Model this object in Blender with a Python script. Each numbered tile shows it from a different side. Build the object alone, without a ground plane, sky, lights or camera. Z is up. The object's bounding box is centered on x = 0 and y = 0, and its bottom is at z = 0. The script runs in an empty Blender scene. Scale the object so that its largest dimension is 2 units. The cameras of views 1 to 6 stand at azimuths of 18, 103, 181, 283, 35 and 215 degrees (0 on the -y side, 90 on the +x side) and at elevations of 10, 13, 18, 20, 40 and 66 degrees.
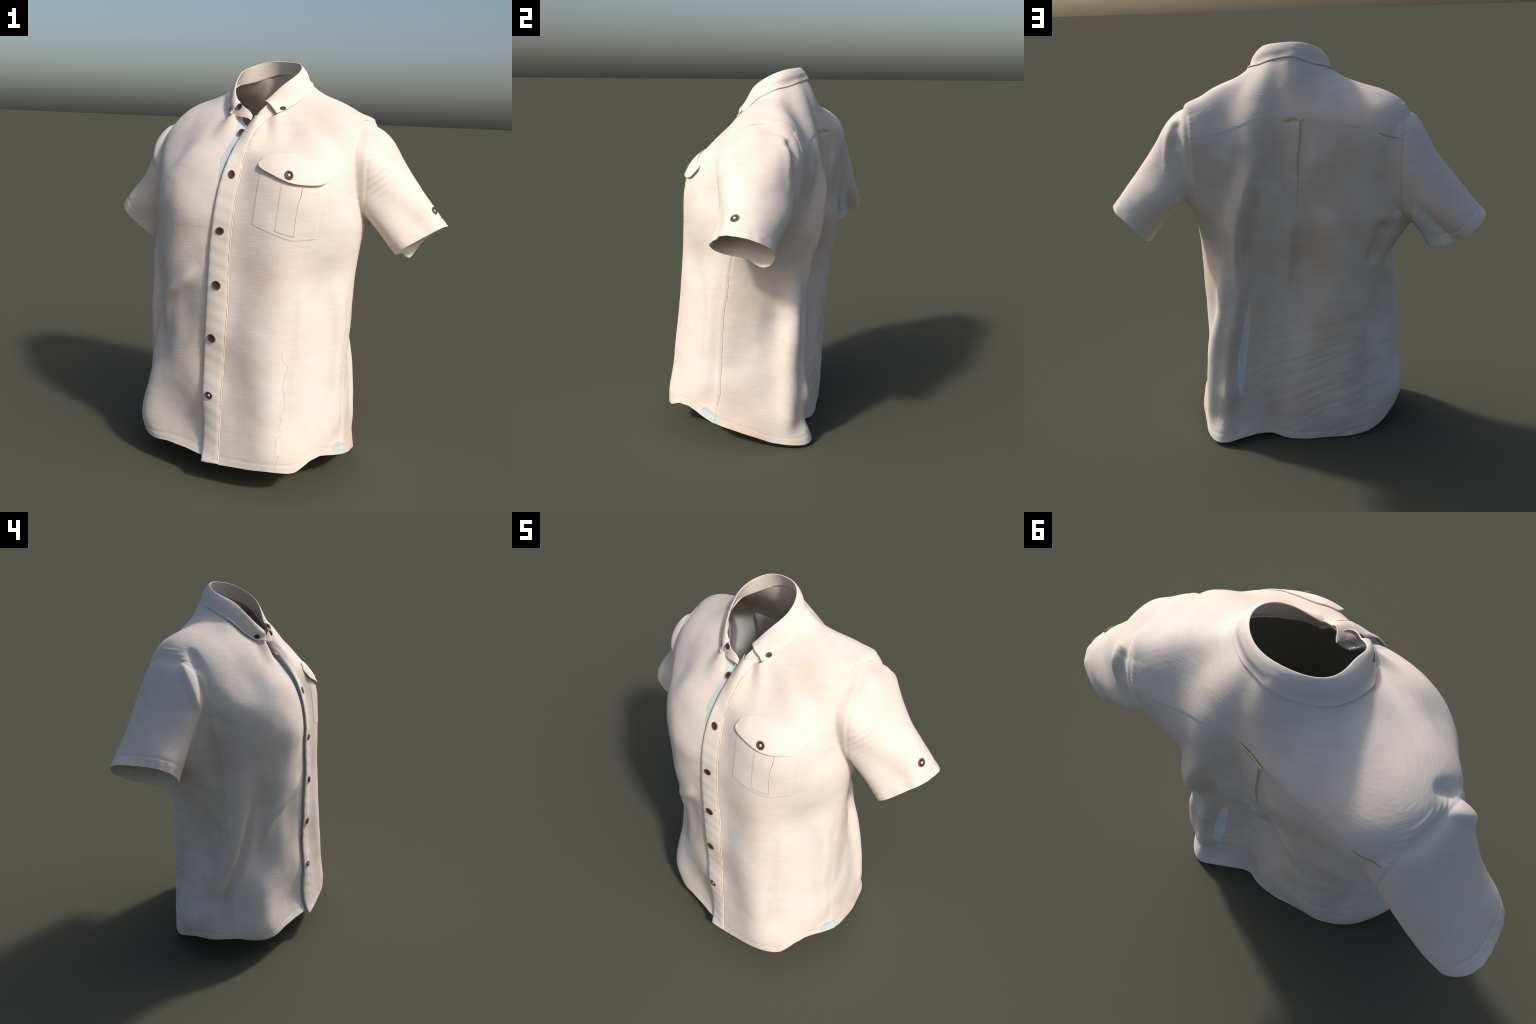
"""A cream linen short-sleeved shirt standing as if worn: body sheet with sleeves, collar,
button placket, chest pocket, buttons. Lengths in metres.

TORSO_RINGS: radii of the cross-sections of the torso, from below the hem (first) up to the neck (last),
20 control points round each ring, starting at the front. SLEEVE_RINGS: the same along each arm."""
TORSO_RINGS = [
    [0.548, 0.519, 0.505, 0.516, 0.548, 0.586, 0.613, 0.632, 0.644, 0.664, 0.686, 0.677, 0.606, 0.507, 0.434, 0.402, 0.404, 0.425, 0.448, 0.455, 0.441, 0.419, 0.415, 0.442, 0.497, 0.554, 0.583, 0.576],
    [0.504, 0.485, 0.491, 0.518, 0.540, 0.561, 0.595, 0.599, 0.582, 0.577, 0.644, 0.652, 0.479, 0.409, 0.387, 0.380, 0.395, 0.438, 0.485, 0.508, 0.511, 0.481, 0.439, 0.443, 0.496, 0.539, 0.547, 0.530],
    [0.464, 0.458, 0.487, 0.535, 0.532, 0.519, 0.577, 0.555, 0.537, 0.524, 0.593, 0.569, 0.329, 0.350, 0.363, 0.366, 0.387, 0.452, 0.507, 0.545, 0.569, 0.555, 0.477, 0.469, 0.497, 0.502, 0.489, 0.478],
    [0.437, 0.461, 0.523, 0.549, 0.520, 0.491, 0.512, 0.478, 0.509, 0.535, 0.560, 0.324, 0.275, 0.348, 0.351, 0.364, 0.387, 0.456, 0.470, 0.529, 0.567, 0.620, 0.583, 0.594, 0.483, 0.414, 0.393, 0.413],
    [0.416, 0.446, 0.517, 0.490, 0.493, 0.499, 0.504, 0.495, 0.484, 0.478, 0.591, 0.386, 0.296, 0.303, 0.322, 0.355, 0.373, 0.450, 0.440, 0.483, 0.534, 0.543, 0.529, 0.587, 0.456, 0.402, 0.394, 0.418],
    [0.407, 0.439, 0.508, 0.484, 0.477, 0.468, 0.494, 0.463, 0.476, 0.497, 0.544, 0.312, 0.272, 0.272, 0.311, 0.348, 0.369, 0.457, 0.418, 0.437, 0.465, 0.625, 0.520, 0.534, 0.480, 0.443, 0.422, 0.435],
    [0.399, 0.447, 0.497, 0.479, 0.474, 0.474, 0.507, 0.462, 0.459, 0.426, 0.554, 0.317, 0.260, 0.296, 0.295, 0.347, 0.382, 0.443, 0.450, 0.422, 0.343, 0.573, 0.560, 0.436, 0.457, 0.443, 0.418, 0.402],
    [0.409, 0.451, 0.485, 0.470, 0.461, 0.474, 0.494, 0.472, 0.467, 0.399, 0.530, 0.282, 0.213, 0.250, 0.238, 0.328, 0.401, 0.436, 0.450, 0.420, 0.372, 0.513, 0.599, 0.454, 0.460, 0.422, 0.424, 0.432],
    [0.397, 0.438, 0.487, 0.469, 0.447, 0.479, 0.505, 0.472, 0.435, 0.425, 0.480, 0.364, 0.246, 0.217, 0.206, 0.241, 0.383, 0.437, 0.472, 0.463, 0.442, 0.476, 0.586, 0.465, 0.485, 0.415, 0.424, 0.431],
    [0.406, 0.423, 0.481, 0.475, 0.454, 0.470, 0.509, 0.474, 0.427, 0.406, 0.410, 0.412, 0.298, 0.261, 0.254, 0.251, 0.417, 0.459, 0.501, 0.529, 0.518, 0.499, 0.599, 0.485, 0.522, 0.472, 0.434, 0.443],
    [0.416, 0.448, 0.484, 0.486, 0.502, 0.521, 0.518, 0.497, 0.480, 0.433, 0.427, 0.467, 0.313, 0.281, 0.269, 0.291, 0.427, 0.446, 0.520, 0.619, 0.651, 0.443, 0.554, 0.523, 0.507, 0.480, 0.438, 0.429],
    [0.406, 0.435, 0.476, 0.500, 0.519, 0.523, 0.499, 0.534, 0.593, 0.541, 0.389, 0.443, 0.380, 0.306, 0.279, 0.319, 0.394, 0.443, 0.562, 0.638, 0.682, 0.519, 0.539, 0.547, 0.511, 0.511, 0.457, 0.425],
    [0.416, 0.451, 0.507, 0.534, 0.538, 0.546, 0.521, 0.523, 0.631, 0.679, 0.473, 0.449, 0.433, 0.338, 0.340, 0.366, 0.408, 0.482, 0.637, 0.627, 0.629, 0.663, 0.590, 0.561, 0.530, 0.480, 0.456, 0.440],
    [0.433, 0.503, 0.520, 0.537, 0.569, 0.588, 0.656, 0.601, 0.680, 0.787, 0.600, 0.515, 0.460, 0.370, 0.389, 0.448, 0.527, 0.626, 0.792, 0.839, 0.768, 0.708, 0.556, 0.512, 0.537, 0.508, 0.480, 0.471],
    [0.503, 0.469, 0.479, 0.493, 0.560, 0.578, 0.676, 0.715, 0.721, 0.713, 0.600, 0.589, 0.565, 0.484, 0.507, 0.578, 0.620, 0.659, 0.685, 0.732, 0.694, 0.650, 0.606, 0.560, 0.515, 0.480, 0.474, 0.486],
    [0.572, 0.502, 0.560, 0.546, 0.564, 0.594, 0.636, 0.664, 0.670, 0.677, 0.678, 0.685, 0.686, 0.673, 0.698, 0.684, 0.674, 0.697, 0.690, 0.677, 0.660, 0.654, 0.603, 0.585, 0.559, 0.613, 0.530, 0.488],
    [0.603, 0.579, 0.634, 0.626, 0.633, 0.640, 0.654, 0.691, 0.745, 0.802, 0.799, 0.806, 0.853, 0.878, 0.909, 0.930, 0.860, 0.814, 0.797, 0.775, 0.735, 0.688, 0.629, 0.614, 0.615, 0.635, 0.572, 0.562],
    [0.638, 0.662, 0.687, 0.697, 0.694, 0.688, 0.698, 0.743, 0.816, 0.884, 0.926, 0.966, 1.024, 1.079, 1.114, 1.115, 1.054, 0.973, 0.910, 0.856, 0.795, 0.729, 0.678, 0.653, 0.644, 0.629, 0.614, 0.621],
]
SLEEVE_RINGS_L = [
    [-0.028, 0.023, 0.068, 0.092, 0.095, 0.080, 0.052, 0.007, -0.052, -0.099, -0.110, -0.104, -0.089, -0.068],
    [0.106, 0.101, 0.101, 0.101, 0.100, 0.100, 0.100, 0.102, 0.110, 0.131, 0.139, 0.154, 0.111, 0.117],
    [0.219, 0.169, 0.127, 0.104, 0.105, 0.124, 0.147, 0.173, 0.228, 0.288, 0.232, 0.269, 0.223, 0.272],
    [0.208, 0.208, 0.144, 0.104, 0.106, 0.148, 0.203, 0.194, 0.183, 0.202, 0.184, 0.164, 0.169, 0.214],
    [0.131, 0.197, 0.160, 0.112, 0.110, 0.152, 0.215, 0.205, 0.158, 0.146, 0.150, 0.141, 0.130, 0.123],
    [0.094, 0.202, 0.209, 0.135, 0.138, 0.181, 0.176, 0.153, 0.149, 0.132, 0.109, 0.105, 0.102, 0.088],
    [0.134, 0.202, 0.204, 0.163, 0.193, 0.231, 0.214, 0.153, 0.121, 0.100, 0.080, 0.074, 0.089, 0.110],
    [0.174, 0.197, 0.206, 0.221, 0.251, 0.262, 0.232, 0.167, 0.102, 0.061, 0.044, 0.053, 0.088, 0.137],
]
SLEEVE_RINGS_R = [
    [0.012, -0.075, -0.132, -0.134, -0.102, -0.042, 0.025, 0.072, 0.086, 0.087, 0.088, 0.095, 0.096, 0.074],
    [0.102, 0.112, 0.122, 0.124, 0.141, 0.127, 0.100, 0.100, 0.101, 0.100, 0.099, 0.099, 0.100, 0.101],
    [0.154, 0.275, 0.333, 0.269, 0.277, 0.216, 0.148, 0.114, 0.115, 0.120, 0.118, 0.110, 0.104, 0.112],
    [0.153, 0.247, 0.261, 0.194, 0.183, 0.179, 0.184, 0.127, 0.121, 0.136, 0.134, 0.123, 0.121, 0.126],
    [0.180, 0.198, 0.169, 0.177, 0.159, 0.164, 0.158, 0.167, 0.108, 0.127, 0.128, 0.131, 0.154, 0.152],
    [0.171, 0.187, 0.178, 0.149, 0.139, 0.158, 0.162, 0.184, 0.085, 0.092, 0.090, 0.147, 0.195, 0.170],
    [0.165, 0.135, 0.119, 0.114, 0.133, 0.171, 0.170, 0.138, 0.121, 0.171, 0.248, 0.313, 0.262, 0.200],
    [0.159, 0.095, 0.071, 0.085, 0.120, 0.148, 0.152, 0.154, 0.211, 0.313, 0.416, 0.440, 0.357, 0.249],
]

# ---------------------------------------------------------------- helpers
import bpy, bmesh, math
import numpy as np
from mathutils import Vector, Matrix, noise
from mathutils.bvhtree import BVHTree

np.random.seed(7)


def bspline(u, n, periodic):
    """Rows of uniform cubic B-spline weights for parameters u in 0..1."""
    u = np.asarray(u, float)
    m = np.zeros((len(u), n))
    if periodic:
        x = u * n
        i = np.floor(x).astype(int)
        off = (-1, 0, 1, 2)
    else:
        x = np.clip(u, 0, 1) * (n - 3)
        i = np.minimum(np.floor(x).astype(int), n - 4)
        off = (0, 1, 2, 3)
    f = x - i
    w = ((1 - f) ** 3 / 6, (3 * f ** 3 - 6 * f ** 2 + 4) / 6,
         (-3 * f ** 3 + 3 * f ** 2 + 3 * f + 1) / 6, f ** 3 / 6)
    for o, ww in zip(off, w):
        j = (i + o) % n if periodic else i + o
        np.add.at(m, (np.arange(len(u)), j), ww)
    return m


def smoothstep(a, b, x):
    t = np.clip((x - a) / (b - a), 0, 1)
    return t * t * (3 - 2 * t)


def grid_tube(P):
    """Closed tube from P[ring_direction, along, 3] with fan caps at both ends."""
    nu, nv, _ = P.shape
    V = P.reshape(-1, 3)
    V = np.vstack([V, P[:, 0].mean(0), P[:, -1].mean(0)])
    F = []
    for i in range(nu):
        k = (i + 1) % nu
        for j in range(nv - 1):
            F.append((i * nv + j, k * nv + j, k * nv + j + 1, i * nv + j + 1))
        F.append((k * nv, i * nv, nu * nv))
        F.append((i * nv + nv - 1, k * nv + nv - 1, nu * nv + 1))
    return V, F


# ---------------------------------------------------------------- the torso
def torso_surface(nu, nv, v1=1.0):
    th, v = np.meshgrid(np.arange(nu) / nu, np.linspace(0, v1, nv), indexing='ij')
    sh = th.shape
    th, v = th.ravel(), v.ravel()
    zc = 1.2
    z = np.where(v < .62, -.12 + (zc + .12) * v / .62, zc)
    el = np.where(v < .62, 0, np.radians(84) * (v - .62) / .38)
    a = th * 2 * np.pi
    d = np.stack([np.cos(el) * np.sin(a), -np.cos(el) * np.cos(a), np.sin(el)], -1)
    c = np.stack([0 * z, -.03 + .08 * np.clip(z / 1.2, 0, 1), z], -1)
    R = np.array(TORSO_RINGS)
    r = np.einsum('ki,ij,kj->k', bspline(th, R.shape[1], True), R.T, bspline(v, R.shape[0], False))
    return (c + d * r[:, None]).reshape(*sh, 3)


# ---------------------------------------------------------------- the sleeves
SLEEVE = {
    'L': dict(a=(.30, .13, 1.60), b=(.88, .09, 1.13), rings=SLEEVE_RINGS_L,
              cuff=(.805, .085, 1.188), n=(.59, -.149, -.794)),
    'R': dict(a=(-.28, .27, 1.60), b=(-.88, .33, 1.05), rings=SLEEVE_RINGS_R,
              cuff=(-.838, .3686, 1.1735), n=(-.623, -.031, -.781)),
}


def sleeve_frame(k):
    S = SLEEVE[k]
    A, B = np.array(S['a']), np.array(S['b'])
    ax = B - A
    L = np.linalg.norm(ax)
    ax = ax / L
    ref = np.array([0, -1., 0])
    e1 = ref - ax * (ref @ ax)
    e1 /= np.linalg.norm(e1)
    return A, ax, L, e1, np.cross(ax, e1)


def sleeve_surface(k, nu, nv):
    A, ax, L, e1, e2 = sleeve_frame(k)
    th, v = np.meshgrid(np.arange(nu) / nu, np.linspace(0, 1.12, nv), indexing='ij')
    sh = th.shape
    th, v = th.ravel(), v.ravel()
    R = np.array(SLEEVE[k]['rings'])
    r = np.einsum('ki,ij,kj->k', bspline(th, R.shape[1], True), R.T, bspline(v, R.shape[0], False))
    a = th * 2 * np.pi
    P = A + np.outer(v * L, ax) + (np.outer(np.cos(a), e1) + np.outer(np.sin(a), e2)) * r[:, None]
    return P.reshape(*sh, 3)


def sleeve_coords(k, P):
    """(angle 0..1, position 0..1 along the arm) of points on a sleeve."""
    A, ax, L, e1, e2 = sleeve_frame(k)
    d = P - A
    s = d @ ax / L
    return (np.arctan2(d @ e2, d @ e1) / (2 * np.pi)) % 1.0, s


def cuff_distance(k, P):
    n = np.array(SLEEVE[k]['n'])
    low = np.array((.713, .195, 1.063) if k == 'L' else (-.718, .452, 1.10))   # the hem dips at the back
    dip = (.030 if k == 'L' else .018) * np.exp(-((P - low) ** 2).sum(1) / .075 ** 2)
    if k == 'L':
        dip = dip - .014 * np.exp(-((P - np.array((.80, .25, 1.16))) ** 2).sum(1) / .08 ** 2)
    return (P - np.array(SLEEVE[k]['cuff'])) @ (n / np.linalg.norm(n)) - dip


def armhole(k, P):
    """Positive on the sleeve side of the shoulder seam."""
    x, y = P[:, 0], P[:, 1]
    if k == 'L':
        f = x - (.512 - .12 * y)
    else:
        f = -x - (.600 - .27 * (y - .07))
    return np.where(P[:, 2] > 1.0, f, -1.0)


# ---------------------------------------------------------------- seam and edge lines
HEM = [(-.106, -.452, .110), (-.019, -.466, .118), (.042, -.475, .123), (.13, -.483, .127), (.213, -.479, .135),
       (.266, -.467, .134), (.316, -.448, .129), (.345, -.43, .131), (.373, -.407, .148), (.404, -.372, .168),
       (.445, -.311, .172), (.484, -.227, .150), (.512, -.121, .127), (.519, .003, .098), (.508, .107, .071),
       (.503, .196, .040), (.48, .27, .030), (.442, .326, .022), (.416, .354, .018), (.36, .373, .022),
       (.302, .372, .032), (.232, .358, .038), (.147, .334, .024), (.033, .311, .006), (-.082, .324, .004),
       (-.197, .331, .006), (-.283, .321, .010), (-.372, .294, .015), (-.449, .254, .040), (-.499, .212, .067),
       (-.55, .124, .115), (-.568, .033, .131), (-.563, -.051, .147), (-.546, -.132, .148), (-.514, -.209, .130),
       (-.477, -.272, .122), (-.439, -.32, .119), (-.365, -.374, .134), (-.224, -.421, .136), (-.125, -.444, .132)]


def around(P):
    return np.arctan2(P[:, 0], -(P[:, 1] + .03))


def hem_height(P):
    H = np.array(HEM)
    a = around(H)
    o = np.argsort(a)
    a, z = a[o], H[o, 2]
    a = np.concatenate([a - 2 * np.pi, a, a + 2 * np.pi])
    z = np.concatenate([z, z, z])
    q = around(P)
    out = 0
    for k in (-.02, -.01, 0, .01, .02):
        out = out + np.interp(q + k * (np.abs(q + .24) > .06), a, z) / 5
    return out


PLACKET_EDGE = np.array([(-.106, .109), (-.115, .30), (-.128, .463), (-.132, .629), (-.131, .826), (-.126, 1.021),
                         (-.127, 1.129), (-.118, 1.239), (-.109, 1.347), (-.100, 1.425), (-.089, 1.49),
                         (-.066, 1.596), (-.032, 1.713), (-.025, 1.76)])
PLACKET_STITCH = np.array([(-.02, .12), (-.026, .253), (-.032, .46), (-.030, .669), (-.026, .874), (-.031, 1.073),
                           (-.027, 1.22), (-.022, 1.327), (-.017, 1.379), (-.014, 1.495), (-.005, 1.573),
                           (.020, 1.668), (.045, 1.727), (.05, 1.76)])
FACING_EDGE = np.array([(-.112, 1.40), (-.122, 1.46), (-.128, 1.506), (-.126, 1.547), (-.105, 1.608),
                        (-.098, 1.655), (-.105, 1.70), (-.112, 1.75)])
YOKE = np.array([(-.60, 1.575), (-.485, 1.582), (-.433, 1.590), (-.396, 1.607), (-.372, 1.623), (-.251, 1.640),
                 (-.167, 1.646), (-.118, 1.664), (-.051, 1.673), (.035, 1.672), (.167, 1.664), (.281, 1.616),
                 (.371, 1.595), (.471, 1.586), (.60, 1.580)])
SIDE = np.array([(0, -.115), (.22, -.11), (.288, -.095), (.419, -.09), (.571, -.083), (.743, -.073), (.839, -.054),
                 (.946, -.042), (1.25, .02), (1.6, .06), (2.0, .08)])


def curve_at(c, t):
    return np.interp(t, c[:, 0], c[:, 1])


def placket_edge_x(z):
    return np.interp(z, PLACKET_EDGE[:, 1], PLACKET_EDGE[:, 0])


def stitch_x(z):
    return np.interp(z, PLACKET_STITCH[:, 1], PLACKET_STITCH[:, 0])


# collar: radius and height of fold ridge and of leaf edge round the neck (Fourier terms)
COLLAR_C = np.array([-.02, .07])
RIDGE_R = (0.1584, 0.0033, 0.0008, 0.0019, -0.0074, 0.002, -0.0105, -0.002, -0.0041)
RIDGE_Z = (1.9137, -0.1043, 0.0149, -0.0258, 0.0054, -0.0089, 0.0058, -0.0011, 0.0046)
LEAF_R = (0.2063, 0.0162, 0.004, 0.0058, -0.0039, 0.0102, -0.0068, 0.0081, -0.002)
LEAF_Z = (1.8336, -0.104, 0.0146, -0.005, -0.0004, 0.0066, 0.0012, 0.0096, -0.0029)


def fourier(c, phi):
    out = np.full_like(phi, c[0])
    for k in range(1, 5):
        out = out + c[2 * k - 1] * np.cos(k * phi) + c[2 * k] * np.sin(k * phi)
    return out


def neck_base(phi):
    """Seam where the collar stand is sewn to the shirt: radius, height."""
    d = np.degrees(phi) % 360
    r = fourier(LEAF_R, phi) - .016
    z = fourier(LEAF_Z, phi) + .008
    w = smoothstep(48, 24, np.minimum(d, 360 - d))
    rf = np.interp(d, [0, 21, 50, 310, 340, 360], [.203, .182, .178, .19, .208, .203])
    zf = np.interp(d, [0, 21, 50, 310, 335, 352, 360], [1.704, 1.722, 1.757, 1.735, 1.728, 1.722, 1.706])
    return r * (1 - w) + rf * w, z * (1 - w) + zf * w


def neck_field(P):
    dx, dy = P[:, 0] - COLLAR_C[0], P[:, 1] - COLLAR_C[1]
    phi = np.arctan2(dx, -dy)
    r, z = neck_base(phi)
    return np.where((P[:, 2] < 1.6) | (np.hypot(dx, dy) > .30), 1.0,
                    np.minimum(z - .003 - P[:, 2], np.hypot(dx, dy) - r + .025))


# ---------------------------------------------------------------- folds in the cloth
# (points along the fold, half width, height: + ridge, - valley)
FOLDS = [
    ([(.345, .32, .36), (.358, .325, .22), (.372, .335, .10), (.38, .34, -.06)], .045, .026),
    ([(.41, .0, 1.72), (.445, .07, 1.725), (.465, .14, 1.72), (.465, .21, 1.70), (.45, .27, 1.67)], .042, .024),
    ([(-.46, .25, .15), (-.53, .12, .20), (-.55, .03, .28), (-.55, -.06, .33)], .05, .014),
    ([(.262, .338, .96), (.275, .32, .82), (.300, .31, .70), (.325, .312, .58), (.345, .32, .44), (.355, .32, .29), (.35, .31, .17)], .032, .022),
    ([(.195, .33, .96), (.205, .30, .82), (.225, .29, .70), (.245, .288, .58), (.262, .295, .44), (.270, .30, .29)], .030, -.010),
    ([(.150, .360, 1.52), (.195, .385, 1.40), (.221, .392, 1.315), (.249, .386, 1.215), (.271, .362, 1.089), (.277, .331, .958), (.29, .318, .84)], .028, .018),
    ([(.144, .326, 1.674), (.181, .351, 1.552), (.203, .363, 1.441), (.26, .371, 1.323), (.292, .355, 1.212), (.313, .307, 1.088)], .045, .010),
    ([(.23, .345, 1.56), (.262, .352, 1.421), (.305, .345, 1.295)], .035, -.008),
    ([(-.066, .399, 1.60), (-.058, .424, 1.457), (-.050, .444, 1.306), (-.015, .417, 1.113)], .028, -.012),
    ([(.058, .36, 1.60), (.062, .39, 1.457), (.066, .42, 1.306), (.05, .41, 1.15)], .022, -.008),
    ([(-.101, .409, 1.58), (-.113, .436, 1.458), (-.131, .453, 1.333), (-.171, .449, 1.226), (-.239, .412, 1.078)], .035, .006),
    ([(-.413, .452, 1.427), (-.421, .436, 1.32), (-.434, .386, 1.201)], .045, -.012),
    ([(-.465, -.160, .97), (-.488, -.154, .80), (-.505, -.140, .70), (-.525, -.118, .59), (-.550, -.070, .45), (-.560, -.030, .33), (-.56, -.02, .24)], .028, -.028),
    ([(-.515, -.060, .90), (-.535, -.040, .75), (-.55, -.01, .60), (-.565, .03, .45)], .035, .006),
    ([(.144, .388, 1.37), (.172, .385, 1.254), (.190, .372, 1.168), (.215, .355, 1.071), (.222, .335, .95)], .028, -.028),
    ([(.010, .350, 1.27), (.020, .310, 1.10), (.028, .275, .95), (.035, .25, .80)], .038, .024),
    ([(.40, .27, .72), (.43, .27, .48), (.455, .28, .23), (.45, .30, .08)], .050, .016),
    ([(.44, -.175, 1.02), (.455, -.15, .745), (.448, -.17, .54), (.46, -.18, .35), (.475, -.20, .22)], .045, .017),
    ([(.31, -.316, .98), (.308, -.337, .72), (.30, -.388, .40)], .035, .011),
    ([(-.49, .03, .82), (-.49, .04, .65), (-.52, .05, .48)], .050, -.018),
    ([(-.177, -.363, 1.02), (-.294, -.311, .918), (-.38, -.245, .822), (-.408, -.207, .624)], .035, .018),
    ([(-.565, .03, 1.43), (-.555, .0, 1.38), (-.53, -.047, 1.33)], .040, -.009),
    ([(-.38, .338, .95), (-.44, .36, 1.19)], .040, -.036),
    ([(-.507, .177, 1.008), (-.523, .102, .939), (-.538, .028, .87), (-.544, -.016, .793)], .035, -.010),
    ([(-.544, .215, 1.69), (-.612, .160, 1.606), (-.637, .113, 1.517), (-.615, .093, 1.438)], .022, .010),
    ([(-.507, .195, 1.73), (-.540, .144, 1.68), (-.585, .100, 1.607), (-.600, .070, 1.498)], .024, -.016),
    ([(-.560, .132, 1.66), (-.580, .084, 1.571), (-.592, .056, 1.474)], .018, .006),
    ([(.539, .259, 1.661), (.537, .299, 1.61), (.533, .32, 1.53)], .028, -.014),
    ([(.52, .225, 1.68), (.572, .285, 1.586), (.592, .298, 1.484), (.58, .309, 1.403)], .025, .008),
]


def polyline_distance(P, pts):
    """Distance to a polyline, and how far along it (0..1) the nearest point lies."""
    d = np.full(len(P), 9.0)
    s = np.zeros(len(P))
    n = len(pts) - 1
    for i in range(n):
        a, ab = pts[i], pts[i + 1] - pts[i]
        t = np.clip(((P - a) @ ab) / (ab @ ab), 0, 1)
        q = np.linalg.norm(P - a - t[:, None] * ab, axis=1)
        near = q < d
        d[near] = q[near]
        s[near] = (i + t[near]) / n
    return d, s


def resample(pts, n):
    """Smooth (Catmull-Rom) resampling of a short polyline."""
    p = np.array(pts, float)
    p = np.vstack([2 * p[0] - p[1], p, 2 * p[-1] - p[-2]])
    out = []
    m = len(p) - 3
    for u in np.linspace(0, m - 1e-6, n):
        i = int(u)
        t = u - i
        a, b, c, d = p[i:i + 4]
        out.append(.5 * (2 * b + (c - a) * t + (2 * a - 5 * b + 4 * c - d) * t * t + (3 * b - a - 3 * c + d) * t ** 3))
    return np.array(out)


def fold_height(P):
    h = np.zeros(len(P))
    for pts, w, amp in FOLDS:
        q = resample(pts, 4 * len(pts))
        m = np.linalg.norm(P - q.mean(0), axis=1) < .8
        d, s = polyline_distance(P[m], q)
        h[m] += 1.1 * amp * np.exp(-(d / w) ** 2) * smoothstep(-.06, .25, s) * smoothstep(1.06, .75, s)
    return h


# ---------------------------------------------------------------- triangle-mesh tools
class Sheet:
    """Triangles with a smooth normal per vertex and an integer tag per face."""

    def __init__(self, V, N, F):
        self.V, self.N, self.F = V, N, F

    def split(self, field):
        """Cut all triangles along field = 0; returns the sign (True = positive) of each face."""
        V, N, F = self.V, self.N, self.F
        f = field(V)
        f = np.where(np.abs(f) < 1e-6, 1e-6, f)
        s = f > 0
        mixed = np.flatnonzero(s[F].any(1) & ~s[F].all(1))
        keep = np.ones(len(F), bool)
        keep[mixed] = False
        new_f, edge = [], {}
        nv, nn = [], []

        def cut(a, b):
            key = (a, b) if a < b else (b, a)
            if key not in edge:
                t = f[key[0]] / (f[key[0]] - f[key[1]])
                t = min(max(t, .02), .98)
                nv.append(V[key[0]] * (1 - t) + V[key[1]] * t)
                n = N[key[0]] * (1 - t) + N[key[1]] * t
                nn.append(n / np.linalg.norm(n))
                edge[key] = len(V) + len(nv) - 1
            return edge[key]

        sides = []
        for i in mixed:
            a, b, c = (int(q) for q in F[i])
            while not (s[a] != s[b] and s[a] != s[c]):
                a, b, c = b, c, a
            p, q = cut(a, b), cut(a, c)
            new_f += [(a, p, q), (p, b, c), (p, c, q)]
            sides += [s[a], s[b], s[b]]
        side = np.concatenate([s[F[keep]].all(1), np.array(sides, bool)])
        src = np.concatenate([np.flatnonzero(keep), np.repeat(mixed, 3)])
        if nv:
            self.V = np.vstack([V, nv])
            self.N = np.vstack([N, nn])
            self.F = np.vstack([F[keep], np.array(new_f, int)])
        return side, src

    def keep(self, mask):
        self.F = self.F[mask]
        used = np.unique(self.F)
        m = np.full(len(self.V), -1)
        m[used] = np.arange(len(used))
        self.V, self.N, self.F = self.V[used], self.N[used], m[self.F]


def vertex_normals(V, F):
    n = np.cross(V[F[:, 1]] - V[F[:, 0]], V[F[:, 2]] - V[F[:, 0]])
    N = np.zeros_like(V)
    for k in range(3):
        np.add.at(N, F[:, k], n)
    return N / np.maximum(np.linalg.norm(N, axis=1, keepdims=True), 1e-12)


def smooth(V, F, it, w=None, lam=.5, mu=None):
    e = np.sort(np.vstack([F[:, [0, 1]], F[:, [1, 2]], F[:, [2, 0]]]), 1)
    k = np.unique(e[:, 0].astype(np.int64) * len(V) + e[:, 1])
    e = np.stack([k // len(V), k % len(V)], 1)
    deg = np.bincount(e.ravel(), minlength=len(V))[:, None]
    for k in range(it):
        for l in ((lam,) if mu is None else (lam, mu)):
            acc = np.zeros_like(V)
            for c in range(3):
                acc[:, c] = np.bincount(e[:, 0], V[e[:, 1], c], len(V)) + np.bincount(e[:, 1], V[e[:, 0], c], len(V))
            d = acc / np.maximum(deg, 1) - V
            V = V + d * (l if w is None else l * w[:, None])
    return V


ROOT = bpy.data.objects.new("linen_shirt", None)
bpy.context.scene.collection.objects.link(ROOT)
ROOT["label"] = "cream linen short-sleeved button-down shirt, hollow, dark buttons"
ROOT["category"] = "shirt"
ROOT.empty_display_size = .2


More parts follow.
